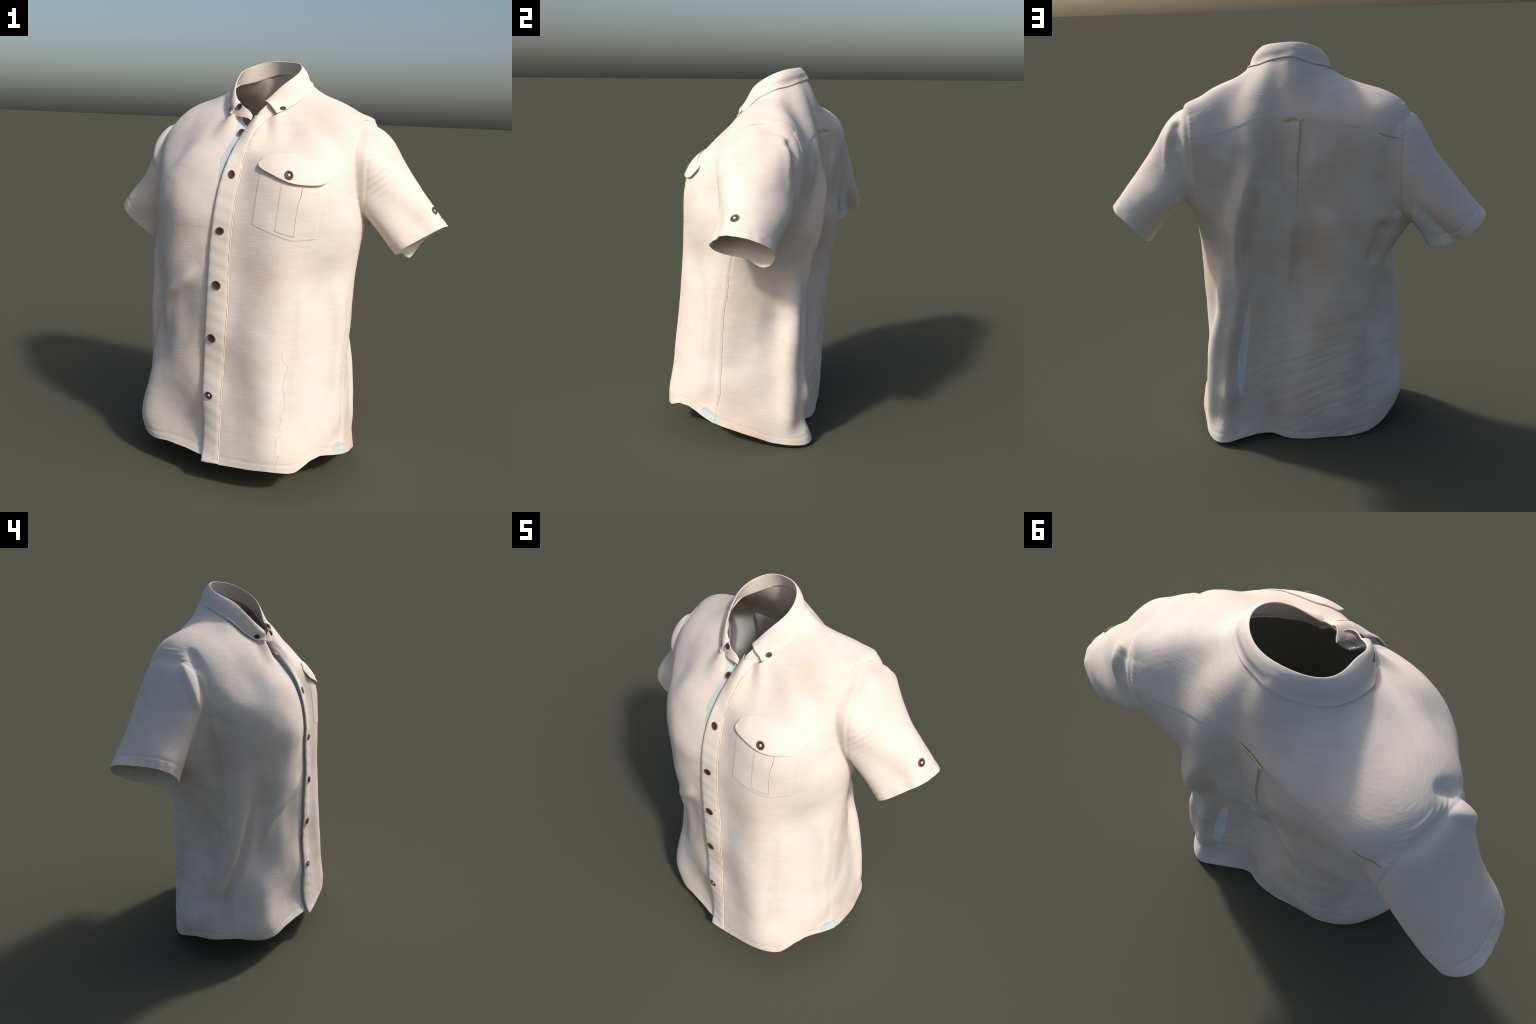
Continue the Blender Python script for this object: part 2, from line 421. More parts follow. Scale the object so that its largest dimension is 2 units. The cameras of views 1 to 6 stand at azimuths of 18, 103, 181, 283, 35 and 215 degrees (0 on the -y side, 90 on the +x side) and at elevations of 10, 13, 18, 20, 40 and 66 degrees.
def add_object(name, V, F, mats, parent=None, normals=None, mat_index=None):
    """Mesh object from vertices and faces (a list of faces, or a list of same-size index arrays)."""
    me = bpy.data.meshes.new(name)
    blocks = [f for f in F if isinstance(f, np.ndarray) and f.ndim == 2]
    if blocks:
        sizes = np.concatenate([np.full(len(f), f.shape[1]) for f in blocks])
        loops = np.concatenate([f.ravel() for f in blocks]).astype(np.int32)
        me.vertices.add(len(V))
        me.vertices.foreach_set('co', np.asarray(V, np.float32).ravel())
        me.loops.add(len(loops))
        me.loops.foreach_set('vertex_index', loops)
        me.polygons.add(len(sizes))
        me.polygons.foreach_set('loop_start', np.concatenate([[0], np.cumsum(sizes)[:-1]]).astype(np.int32))
        me.update(calc_edges=True)
    else:
        me.from_pydata([tuple(map(float, v)) for v in V], [], [tuple(map(int, f)) for f in F])
        me.update()
    for m in mats:
        me.materials.append(m)
    if mat_index is not None:
        me.polygons.foreach_set('material_index', np.asarray(mat_index, np.int32))
    me.polygons.foreach_set('use_smooth', np.ones(len(me.polygons), bool))
    if normals is not None:
        me.normals_split_custom_set_from_vertices(normals.tolist())
    ob = bpy.data.objects.new(name, me)
    bpy.context.scene.collection.objects.link(ob)
    ob.parent = parent or ROOT
    return ob


# ---------------------------------------------------------------- build the body
def union_body():
    Vs, Fs, o = [], [], 0
    for P in (torso_surface(168, 170), sleeve_surface('L', 96, 60), sleeve_surface('R', 96, 60)):
        V, F = grid_tube(P)
        Vs.append(V)
        Fs += [tuple(i + o for i in f) for f in F]
        o += len(V)
    me = bpy.data.meshes.new("union")
    me.from_pydata(np.vstack(Vs).tolist(), [], Fs)
    bm = bmesh.new()
    bm.from_mesh(me)
    bmesh.ops.recalc_face_normals(bm, faces=bm.faces)
    bm.to_mesh(me)
    bm.free()
    ob = bpy.data.objects.new("union", me)
    bpy.context.scene.collection.objects.link(ob)
    md = ob.modifiers.new("remesh", 'REMESH')
    md.mode = 'VOXEL'
    md.voxel_size = VOXEL
    dg = bpy.context.evaluated_depsgraph_get()
    ev = ob.evaluated_get(dg).to_mesh()
    V = np.empty(len(ev.vertices) * 3)
    ev.vertices.foreach_get('co', V)
    V = V.reshape(-1, 3)
    ev.calc_loop_triangles()
    F = np.empty(len(ev.loop_triangles) * 3, np.int32)
    ev.loop_triangles.foreach_get('vertices', F)
    F = F.reshape(-1, 3).astype(int)
    bpy.data.objects.remove(ob)
    bpy.data.meshes.remove(me)
    return V, F


VOXEL = .006
V, F = union_body()


def components(nv, F):
    lab = np.arange(nv)
    while True:
        m = lab[F].min(1)
        new = lab.copy()
        for k in range(3):
            np.minimum.at(new, F[:, k], m)
        new = new[new]
        if (new == lab).all():
            return lab
        lab = new


V = smooth(V, F, 6, lam=.5, mu=-.52)
seam_w = np.exp(-(np.minimum(np.abs(armhole('L', V)), np.abs(armhole('R', V))) / .035) ** 2)
seam_w *= (V[:, 2] > 1.05)
V = smooth(V, F, 12, w=seam_w)
N = vertex_normals(V, F)
if (N * (V - np.array([0, 0, 1.0]))).sum() < 0:
    F = F[:, ::-1]
    N = -N


def noise3(P, scale, seed=0, octaves=2):
    out = np.empty(len(P))
    off = Vector((seed * 3.7, seed * 1.3, seed * 5.1))
    for i, p in enumerate(P):
        out[i] = noise.fractal(Vector(p) * scale + off, 1.0, 2.0, octaves)
    return out


def cloth_height(P, N):
    h = fold_height(P)
    x, y, z = P.T
    # soft crumple everywhere
    Q = P * np.array([1, 1, 1.0])
    h += .0022 * noise3(Q, 7, 1, 2)
    # slack horizontal wrinkles low on the back and by the right side
    back = smoothstep(.0, .2, y) * smoothstep(1.0, .5, z) * (np.abs(x) < .7)
    Q = np.stack([x * 2.5, y * 2.5, z * 20 + 2.5 * np.sin(x * 4)], -1)
    h += .0028 * back * smoothstep(.36, .22, x) * noise3(Q, 1.4, 3, 2)
    # drag lines on the left sleeve near the armpit
    th, s = sleeve_coords('L', P)
    m = smoothstep(.0, .03, armhole('L', P)) * smoothstep(.22, .05, armhole('L', P)) * smoothstep(.1, -.05, y)
    h += .0012 * m * np.sin((z * .8 - x * .75) * 190 + 3 * noise3(P, 5, 9, 1)) * (.5 + noise3(P, 9, 4, 1))
    # gathered armhole seams and cuffs
    for k in 'LR':
        f = armhole(k, P)
        h += .0018 * np.exp(-((f + .016) / .010) ** 2) * (1 + (.55 if k == 'R' else .25) * np.sin(z * 320 + 2.5 * noise3(P, 6, 11, 1)) * smoothstep(-.05, .15, y)) * (z > 1.2)
        h -= .0014 * np.exp(-(f / .006) ** 2) * (z > 1.2)
        c = cuff_distance(k, P)
        far = smoothstep(.1, .2, f)
        h -= .0018 * far * np.exp(-((c + .052) / .006) ** 2)
        h += .0012 * far * smoothstep(-.05, -.03, c) * np.sin(y * 130 + 20 * z)
    # yoke seam and side seams
    b = smoothstep(.15, .22, y) * smoothstep(.0, -.01, np.maximum(armhole('L', P), armhole('R', P)))
    d = z - curve_at(YOKE, x)
    h += b * (.0016 * smoothstep(-.004, .006, d) * smoothstep(.09, .0, d) - .0007 * np.exp(-(d / .006) ** 2))
    d = y - curve_at(SIDE, z)
    h += (x > .3) * (z < 1.1) * (.0016 * np.exp(-((d + .012) / .012) ** 2) - .0022 * np.exp(-(d / .006) ** 2))
    # stitched hem band
    d = z - hem_height(P)
    h -= .0014 * np.exp(-((d - .035) / .006) ** 2)
    return h


def overlap_step(P):
    h = np.zeros(len(P))
    x, y, z = P.T
    # right front lies under the placket: a step down at the placket edge
    d = placket_edge_x(z) - x
    depth = .014 + .010 * smoothstep(1.35, 1.6, z)
    front = smoothstep(-.02, -.10, y - .1 * (z > 1.6)) * (z > -.05)
    h -= front * depth * np.where(d > -.012, np.exp(-np.maximum(d, 0) / .07) * smoothstep(-.014, -.004, d), 0)
    # placket and pocket sit proud of the cloth below them
    h -= front * .004 * smoothstep(-.004, -.014, d) * smoothstep(.004, -.002, x - stitch_x(z))
    return h


V = V + N * cloth_height(V, N)[:, None]
N = vertex_normals(V, F)
BODY_BVH = BVHTree.FromPolygons(V.tolist(), F.tolist())   # the cloth before the front overlap
V = V + N * overlap_step(V)[:, None]
N = vertex_normals(V, F)

sheet = Sheet(V, N, F)

# openings: hem, cuffs, neck
for field in (lambda P: P[:, 2] - hem_height(P),
              lambda P: np.where(armhole('L', P) > .05, -cuff_distance('L', P), 1.0),
              lambda P: np.where(armhole('R', P) > .05, -cuff_distance('R', P), 1.0),
              neck_field):
    side, src = sheet.split(field)
    sheet.keep(side)


# places where the pale lining shows: a long slit in the back, gaps under the arms
def blob(P, centre, radii, up=(0, 0, 1), tilt=None):
    d = (P - np.array(centre)) / np.array(radii)
    return np.linalg.norm(d, axis=1) - 1


def slit_field(P):
    t = (P[:, 2] - .229) / (.767 - .229)
    mid = np.interp(t, [0, .2, .45, .7, 1], [.287, .286, .272, .250, .221])
    half = .021 * np.clip(1 - np.abs(2 * t - 1) ** 2.2, 0, 1) ** .8 * (1.15 - .3 * t) + .0
    f = np.abs(P[:, 0] - mid) - half
    f = np.where((t < 0) | (t > 1) | (P[:, 1] < .1), np.maximum(f, .02), f)
    return f


def left_gap(P):
    return blob(P, (.545, .285, 1.293), (.013, .05, .026))


def left_gap_below(P):
    j = .008 * np.sin(P[:, 0] * 260) + .006 * np.sin(P[:, 1] * 210 + 1)
    return (blob(P, (.563, .185, 1.215), (.034, .060, .05)) * .05 + j * .4) / .05


def right_gap(P):
    return blob(P, (-.492, .355, 1.212), (.022, .05, .020))


def right_sleeve_slit(P):
    """Long tear along the underside of the right sleeve, open at the cuff."""
    a, b = np.array((-.575, .42, 1.262)), np.array((-.70, .45, 1.09))
    ab = b - a
    t = (P - a) @ ab / (ab @ ab)
    top = a + np.clip(t, 0, 1.3)[:, None] * ab
    q = P - top
    down = np.array([.35, -.62, -.70])
    down /= np.linalg.norm(down)
    across = q @ down
    width = np.interp(t, [-.15, .0, .25, .6, 1.3], [-.01, .03, .10, .13, .14])
    f = np.maximum(-across - .004, across - width)
    f = np.where((armhole('R', P) < .0) | (t < -.2) | (np.linalg.norm(q, axis=1) > .25), .05, f)
    return f


# drop any loose crumbs: keep the largest connected piece
lab = components(len(sheet.V), sheet.F)
big = np.bincount(lab[sheet.F[:, 0]]).argmax()
sheet.keep(lab[sheet.F[:, 0]] == big)

# regions, each cut along its own seam line
region = np.zeros(len(sheet.F), int)


def cut_region(field, new_id, only):
    global region
    side, src = sheet.split(field)
    region = region[src]
    region = np.where(side & np.isin(region, only), new_id, region)


FRONT_R, FRONT_L, BACK, YOKE_R, SLEEVE_L, SLEEVE_R, FACING, PATCH, BARE = range(9)
cut_region(lambda P: armhole('L', P), SLEEVE_L, [0])
cut_region(lambda P: armhole('R', P), SLEEVE_R, [0])
cut_region(lambda P: P[:, 1] - np.where(P[:, 0] > 0, 1, 1) * curve_at(SIDE, P[:, 2]), BACK, [0])
cut_region(lambda P: P[:, 2] - curve_at(YOKE, P[:, 0]), YOKE_R, [BACK])
cut_region(lambda P: P[:, 0] - placket_edge_x(P[:, 2]) - .013, FRONT_L, [FRONT_R])


def facing_field(P):
    x, y, z = P.T
    e = np.interp(z, FACING_EDGE[:, 1], FACING_EDGE[:, 0])
    e = e + .003 * np.sin(z * 90)
    return np.where((y < .03), np.minimum(x - e, z - 1.405), -1)


cut_region(facing_field, FACING, [FRONT_R])


def patch_field(P):
    d = P - np.array((.500, -.148, .150))
    a = np.arctan2(d[:, 2], d[:, 1])
    r = np.hypot(d[:, 1] / .064, (d[:, 2] + .3 * d[:, 1]) / .042)
    return np.where(P[:, 0] > .3, 1 + .08 * np.sin(3 * a + 1) + .05 * np.sin(7 * a) - r, -1)


cut_region(patch_field, PATCH, [FRONT_R, FRONT_L, BACK])

for field in (slit_field, left_gap, left_gap_below, right_gap, right_sleeve_slit):
    cut_region(lambda P: -field(P), BARE, [FRONT_R, FRONT_L, BACK, SLEEVE_L, SLEEVE_R])

# ---------------------------------------------------------------- cloth thickness
THICK = .0045
nV = len(sheet.V)
F0 = sheet.F
Vi = sheet.V - sheet.N * THICK
ed = np.vstack([F0[:, [0, 1]], F0[:, [1, 2]], F0[:, [2, 0]]])
owner = np.tile(np.arange(len(F0)), 3)
key = np.sort(ed, 1)
_, inv, cnt = np.unique(key[:, 0].astype(np.int64) * (nV + 1) + key[:, 1], return_inverse=True, return_counts=True)
border = cnt[inv] == 1
rim_e, rim_owner = ed[border], owner[border]
ALLV = np.vstack([sheet.V, Vi])
ALLN = np.vstack([sheet.N, -sheet.N])
rim_q = np.stack([rim_e[:, 1], rim_e[:, 0], rim_e[:, 0] + nV, rim_e[:, 1] + nV], 1)

# ---------------------------------------------------------------- materials
def new_mat(name):
    m = bpy.data.materials.new(name)
    m.use_nodes = True
    nt = m.node_tree
    b = nt.nodes["Principled BSDF"]
    return m, nt, b


def linen(name, base, tan, tan_amount=.5, rough=.9, weave=1.0):
    m, nt, b = new_mat(name)
    N, L = nt.nodes.new, nt.links.new
    tc = N("ShaderNodeTexCoord")
    # broad soft mottling from the base colour to the tan colour
    n1 = N("ShaderNodeTexNoise")
    n1.inputs["Scale"].default_value = 3.2
    n1.inputs["Detail"].default_value = 3
    n1.inputs["Roughness"].default_value = .55
    L(tc.outputs["Object"], n1.inputs["Vector"])
    r1 = N("ShaderNodeValToRGB")
    r1.color_ramp.elements[0].position = .38
    r1.color_ramp.elements[1].position = .72
    r1.color_ramp.elements[0].color = (0, 0, 0, 1)
    r1.color_ramp.elements[1].color = (tan_amount,) * 3 + (1,)
    L(n1.outputs["Fac"], r1.inputs["Fac"])
    mix = N("ShaderNodeMixRGB")
    mix.inputs[1].default_value = (*base, 1)
    mix.inputs[2].default_value = (*tan, 1)
    L(r1.outputs["Color"], mix.inputs[0])
    # smaller tan streaks, crease shadow tinted into the colour, stretched sideways
    mp0 = N("ShaderNodeMapping")
    mp0.inputs["Scale"].default_value = (6, 6, 11)
    L(tc.outputs["Object"], mp0.inputs["Vector"])
    n0 = N("ShaderNodeTexNoise")
    n0.inputs["Scale"].default_value = 1.0
    n0.inputs["Detail"].default_value = 4
    n0.inputs["Distortion"].default_value = .6
    L(mp0.outputs["Vector"], n0.inputs["Vector"])
    r0 = N("ShaderNodeValToRGB")
    r0.color_ramp.elements[0].position = .48
    r0.color_ramp.elements[1].position = .75
    r0.color_ramp.elements[0].color = (0, 0, 0, 1)
    r0.color_ramp.elements[1].color = (tan_amount * .45,) * 3 + (1,)
    L(n0.outputs["Fac"], r0.inputs["Fac"])
    mix0 = N("ShaderNodeMixRGB")
    mix0.inputs[2].default_value = (*tan, 1)
    L(r0.outputs["Color"], mix0.inputs[0])
    L(mix.outputs[0], mix0.inputs[1])
    mix = mix0
    # horizontal slubs of the yarn
    mp = N("ShaderNodeMapping")
    mp.inputs["Scale"].default_value = (9, 9, 90)
    L(tc.outputs["Object"], mp.inputs["Vector"])
    n2 = N("ShaderNodeTexNoise")
    n2.inputs["Scale"].default_value = 1.0
    n2.inputs["Detail"].default_value = 3
    L(mp.outputs["Vector"], n2.inputs["Vector"])
    mix2 = N("ShaderNodeMixRGB")
    mix2.blend_type = 'MULTIPLY'
    mix2.inputs[0].default_value = .35
    r2 = N("ShaderNodeValToRGB")
    r2.color_ramp.elements[0].position = .30
    r2.color_ramp.elements[0].color = (.90, .88, .86, 1)
    r2.color_ramp.elements[1].position = .62
    r2.color_ramp.elements[1].color = (1, 1, 1, 1)
    L(n2.outputs["Fac"], r2.inputs["Fac"])
    L(mix.outputs[0], mix2.inputs[1])
    L(r2.outputs["Color"], mix2.inputs[2])
    L(mix2.outputs[0], b.inputs["Base Color"])
    b.inputs["Roughness"].default_value = rough
    b.inputs["Specular IOR Level"].default_value = .2
    # weave
    n3 = N("ShaderNodeTexNoise")
    n3.inputs["Scale"].default_value = 1.0
    n3.inputs["Detail"].default_value = 4
    mp3 = N("ShaderNodeMapping")
    mp3.inputs["Scale"].default_value = (40, 40, 150)
    L(tc.outputs["Object"], mp3.inputs["Vector"])
    L(mp3.outputs["Vector"], n3.inputs["Vector"])
    bp = N("ShaderNodeBump")
    bp.inputs["Strength"].default_value = .22 * weave
    bp.inputs["Distance"].default_value = .004
    L(n3.outputs["Fac"], bp.inputs["Height"])
    L(bp.outputs["Normal"], b.inputs["Normal"])
    return m


def plain(name, col, rough=.9, spec=.2):
    m, nt, b = new_mat(name)
    N, L = nt.nodes.new, nt.links.new
    tc = N("ShaderNodeTexCoord")
    n1 = N("ShaderNodeTexNoise")
    n1.inputs["Scale"].default_value = 25
    n1.inputs["Detail"].default_value = 3
    L(tc.outputs["Object"], n1.inputs["Vector"])
    mix = N("ShaderNodeMixRGB")
    mix.inputs[1].default_value = (*[c * .88 for c in col], 1)
    mix.inputs[2].default_value = (*[min(1, c * 1.08) for c in col], 1)
    L(n1.outputs["Fac"], mix.inputs[0])
    L(mix.outputs[0], b.inputs["Base Color"])
    b.inputs["Roughness"].default_value = rough
    b.inputs["Specular IOR Level"].default_value = spec
    return m


LINEN = (.755, .685, .625)
MAT_LINEN = linen("linen_cloth", LINEN, (.67, .53, .43), .6)
MAT_LINEN_LIGHT = linen("linen_cloth_bright", (.77, .695, .635), (.69, .56, .45), .5)
MAT_LINEN_BACK = linen("linen_cloth_back", (.735, .658, .592), (.61, .48, .38), .75, weave=1.2)  # base and tan browned for the occlusion and bounce light in the back folds
MAT_EDGE = plain("raw_edge", (.66, .54, .43))
MAT_BLUE = linen("pale_blue_cloth", (.49, .56, .55), (.57, .61, .58), .6)
MAT_BARE = plain("pale_grey_lining", (.74, .76, .76))
MAT_LINING = plain("grey_lining", (.56, .58, .56))
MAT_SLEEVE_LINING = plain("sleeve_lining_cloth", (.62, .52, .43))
MAT_SEAM = plain("tan_thread", (.52, .38, .25))
MAT_SEAM_PALE = plain("pale_tan_thread", (.68, .58, .49))
MAT_LOOP = plain("yellow_tape", (.60, .54, .33))
MAT_THREAD = plain("white_thread", (.72, .68, .64))


def inside_mat():
    """Pale grey-blue lining, cream near the neck, the cuffs and the front edge."""
    m = linen("inside_lining", LINEN, (.60, .48, .38), .6)
    nt = m.node_tree
    N, L = nt.nodes.new, nt.links.new
    b = nt.nodes["Principled BSDF"]
    cream = b.inputs["Base Color"].links[0].from_socket
    tc = N("ShaderNodeTexCoord")
    sep = N("ShaderNodeSeparateXYZ")
    L(tc.outputs["Object"], sep.inputs[0])
    nz = N("ShaderNodeTexNoise")
    nz.inputs["Scale"].default_value = 45
    nz.inputs["Detail"].default_value = 2
    L(tc.outputs["Object"], nz.inputs["Vector"])

    def math_node(op, a, bb=None):
        n = N("ShaderNodeMath")
        n.operation = op
        for i, v in enumerate((a, bb)):
            if v is None:
                continue
            if isinstance(v, (int, float)):
                n.inputs[i].default_value = v
            else:
                L(v, n.inputs[i])
        return n.outputs[0]
    jag = math_node('MULTIPLY', math_node('SUBTRACT', nz.outputs["Fac"], .5), .10)
    # torn edge of the neck facing
    neck = math_node('GREATER_THAN', math_node('ADD', sep.outputs["Z"], jag), 1.66)
    # turned-in sleeve ends
    ax = math_node('ABSOLUTE', sep.outputs["X"])
    cuff = math_node('GREATER_THAN', math_node('ADD', ax, jag), .58)
    mask = math_node('MAXIMUM', neck, cuff)
    mix = N("ShaderNodeMixRGB")
    mix.inputs[1].default_value = (.56, .58, .56, 1)
    L(mask, mix.inputs[0])
    L(cream, mix.inputs[2])
    L(mix.outputs[0], b.inputs["Base Color"])
    return m


MAT_INSIDE = inside_mat()


def button_mat():
    m, nt, b = new_mat("horn_button")
    N, L = nt.nodes.new, nt.links.new
    tc = N("ShaderNodeTexCoord")
    ln = N("ShaderNodeVectorMath")
    ln.operation = 'LENGTH'
    mp = N("ShaderNodeMapping")
    mp.inputs["Scale"].default_value = (1, 1, 0)
    L(tc.outputs["Object"], mp.inputs["Vector"])
    L(mp.outputs["Vector"], ln.inputs[0])
    rp = N("ShaderNodeValToRGB")
    e = rp.color_ramp.elements
    e[0].position, e[0].color = .0, (.055, .020, .014, 1)
    e[1].position, e[1].color = 1.0, (.30, .16, .09, 1)
    x = e.new(.70)
    x.color = (.075, .026, .018, 1)
    x = e.new(.88)
    x.color = (.14, .06, .035, 1)
    L(ln.outputs["Value"], rp.inputs["Fac"])
    n1 = N("ShaderNodeTexNoise")
    n1.inputs["Scale"].default_value = 3
    L(tc.outputs["Object"], n1.inputs["Vector"])
    mx = N("ShaderNodeMixRGB")
    mx.blend_type = 'MULTIPLY'
    mx.inputs[0].default_value = .4
    L(rp.outputs["Color"], mx.inputs[1])
    L(n1.outputs["Color"], mx.inputs[2])
    L(mx.outputs[0], b.inputs["Base Color"])
    b.inputs["Roughness"].default_value = .55
    return m


MAT_BUTTON = button_mat()


PART = {FRONT_R: "front_panel", FRONT_L: "front_panel", BACK: "back_panel", YOKE_R: "yoke", SLEEVE_L: "sleeve",
        SLEEVE_R: "sleeve", FACING: "front_facing", PATCH: "fabric_patch", BARE: "lining_patch"}
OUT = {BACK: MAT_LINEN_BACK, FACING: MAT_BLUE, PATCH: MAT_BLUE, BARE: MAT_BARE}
PARTS = {}
for rid, name in PART.items():
    fo = F0[region == rid]
    if not len(fo):
        continue
    rq = rim_q[region[rim_owner] == rid]
    used = np.unique(np.concatenate([fo.ravel(), fo.ravel() + nV]))
    m = np.full(2 * nV, -1)
    m[used] = np.arange(len(used))
    fi = fo[:, ::-1] + nV
    rn = np.cross(ALLV[rq[:, 1]] - ALLV[rq[:, 0]], ALLV[rq[:, 3]] - ALLV[rq[:, 0]])
    rn /= np.maximum(np.linalg.norm(rn, axis=1, keepdims=True), 1e-12)
    rf = len(used) + np.arange(4 * len(rq)).reshape(-1, 4)
    mi = [0] * len(fo) + [1] * len(fi) + [2] * len(rq)
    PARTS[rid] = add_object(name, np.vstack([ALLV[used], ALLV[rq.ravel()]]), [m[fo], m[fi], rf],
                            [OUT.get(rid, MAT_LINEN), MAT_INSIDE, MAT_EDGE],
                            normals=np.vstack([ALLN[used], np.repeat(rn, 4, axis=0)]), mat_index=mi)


# ---------------------------------------------------------------- flat pieces sewn on
def onto_body(x, z, direction=(0, 1, 0), start=None):
    d = Vector(direction)
    o = Vector((x, 0, z)) - d * 2.0
    hit, n, _, _ = BODY_BVH.ray_cast(o, d)
    if hit is None:
        hit, n, _, _ = BODY_BVH.find_nearest(Vector((x, -.3 if direction[1] > 0 else .4, z)))
    return np.array(hit), np.array(n)


def panel(name, rows, lift, thick, mat, parent=None, direction=(0, 1, 0), relax=3):
    """A sewn-on piece: rows of (x, z) draped on the body, lifted and given thickness.
    lift(u, v) gives the height of its outer face over the body."""
    nr, nc = len(rows), len(rows[0])
    P = np.zeros((nr, nc, 3))
    Nn = np.zeros((nr, nc, 3))
    for i in range(nr):
        for j in range(nc):
            P[i, j], Nn[i, j] = onto_body(rows[i][j][0], rows[i][j][1], direction)
    for _ in range(relax):
        for A in (Nn, P) if _ < relax else (Nn,):
            B = A.copy()
            B[1:-1, 1:-1] = (A[1:-1, 1:-1] * 2 + A[:-2, 1:-1] + A[2:, 1:-1] + A[1:-1, :-2] + A[1:-1, 2:]) / 6
            B[1:-1, 0] = (A[1:-1, 0] * 2 + A[:-2, 0] + A[2:, 0]) / 4
            B[1:-1, -1] = (A[1:-1, -1] * 2 + A[:-2, -1] + A[2:, -1]) / 4
            A[:] = B
    Nn /= np.linalg.norm(Nn, axis=2, keepdims=True)
    L = np.array([[lift(j / (nc - 1), i / (nr - 1)) for j in range(nc)] for i in range(nr)])
    top = P + Nn * L[..., None]
    bot = top - Nn * thick
    return slab(name, top, bot, mat, parent)


def slab(name, top, bot, mat, parent=None, bevel=.0012):
    nr, nc, _ = top.shape
    V = np.vstack([top.reshape(-1, 3), bot.reshape(-1, 3)])
    o = nr * nc
    Fq = []
    for i in range(nr - 1):
        for j in range(nc - 1):
            a, b, c, d = i * nc + j, i * nc + j + 1, (i + 1) * nc + j + 1, (i + 1) * nc + j
            Fq.append((a, b, c, d))
            Fq.append((a + o, d + o, c + o, b + o))
    edge = [(0, j) for j in range(nc - 1)] + [(i, nc - 1) for i in range(nr - 1)] + \
           [(nr - 1, j) for j in range(nc - 1, 0, -1)] + [(i, 0) for i in range(nr - 1, 0, -1)]
    idx = [i * nc + j for i, j in edge]
    for a, b in zip(idx, idx[1:] + idx[:1]):
        Fq.append((b, a, a + o, b + o))
    me = bpy.data.meshes.new(name)
    me.from_pydata(V.tolist(), [], Fq)
    bm = bmesh.new()
    bm.from_mesh(me)
    bmesh.ops.recalc_face_normals(bm, faces=bm.faces)
    if bevel:
        es = [e for e in bm.edges if len(e.link_faces) == 2 and e.calc_face_angle() > 1.0]
        bmesh.ops.bevel(bm, geom=es, offset=bevel, segments=2, affect='EDGES', profile=.5)
    bm.to_mesh(me)
    bm.free()
    me.polygons.foreach_set('use_smooth', np.ones(len(me.polygons), bool))
    me.set_sharp_from_angle(angle=math.radians(50))
    me.materials.append(mat)
    ob = bpy.data.objects.new(name, me)
    bpy.context.scene.collection.objects.link(ob)
    ob.parent = parent or ROOT
    return ob


def cord(name, pts, radius, mat, parent=None, sink=0.3, n=None, drape=True, wobble=0.0):
    """A sewn line: a thin round cord lying half sunk in the cloth."""
    p = resample(pts, n or max(8, int(len(pts) * 8)))
    rng = np.random.RandomState(len(p))
    if drape:
        q = []
        for a in p:
            hit, nn, _, _ = BODY_BVH.find_nearest(Vector(a))
            q.append(np.array(hit) + np.array(nn) * radius * (1 - 2 * sink))
        p = np.array(q)
    k = 6
    V, Fq = [], []
    for i, a in enumerate(p):
        t = p[min(i + 1, len(p) - 1)] - p[max(i - 1, 0)]
        t /= np.linalg.norm(t) + 1e-9
        e1 = np.cross(t, (0.31, .77, .2))
        e1 /= np.linalg.norm(e1)
        e2 = np.cross(t, e1)
        r = radius * (1 + wobble * (rng.rand() - .5)) * (.25 if i in (0, len(p) - 1) else 1)
        for j in range(k):
            an = 2 * math.pi * j / k
            V.append(a + (e1 * math.cos(an) + e2 * math.sin(an)) * r)
    for i in range(len(p) - 1):
        for j in range(k):
            l = (j + 1) % k
            Fq.append((i * k + j, i * k + l, (i + 1) * k + l, (i + 1) * k + j))
    Fq.append(tuple(range(k))[::-1])
    Fq.append(tuple((len(p) - 1) * k + j for j in range(k)))
    return add_object(name, V, Fq, [mat], parent)


# placket
zs = np.linspace(.112, 1.722, 150)
rows = []
for z in zs:
    xe, xs = placket_edge_x(z) - .002, stitch_x(z) + .003
    rows.append([(xe + (xs - xe) * j / 12, z + .008 * (j / 12) * smoothstep(1.60, 1.72, z) + .010 * (j / 12) * smoothstep(.25, .112, z)) for j in range(13)])


def placket_lift(u, v):
    base = .0045 - .0030 * float(smoothstep(.85, 1.0, u))
    return base - .002 * float(smoothstep(.08, .0, u)) + .0006 * math.sin(v * 160 + 3 * u)


placket = panel("button_placket", rows, placket_lift, .0042, MAT_LINEN_LIGHT, relax=8)
st = [(stitch_x(z), -.5, z) for z in np.linspace(.13, 1.70, 40)]
st = [tuple(onto_body(a[0], a[2])[0] + np.array((0, -.0016, 0))) for a in st]
cord("seam_stitching", st, .0017, MAT_SEAM, placket, drape=False, n=160, wobble=.5)


# pocket with centre pleat and flap
def quad_rows(tl, tr, bl, br, nr, nc, sag=0.0):
    out = []
    for i in range(nr):
        v = i / (nr - 1)
        r = []
        for j in range(nc):
            u = j / (nc - 1)
            a = np.array(tl) * (1 - u) + np.array(tr) * u
            b = np.array(bl) * (1 - u) + np.array(br) * u
            p = a * (1 - v) + b * v
            if sag:
                p = p - np.array((0, sag * v * (1 - abs(2 * u - 1))))
            r.append(tuple(p))
        out.append(r)
    return out


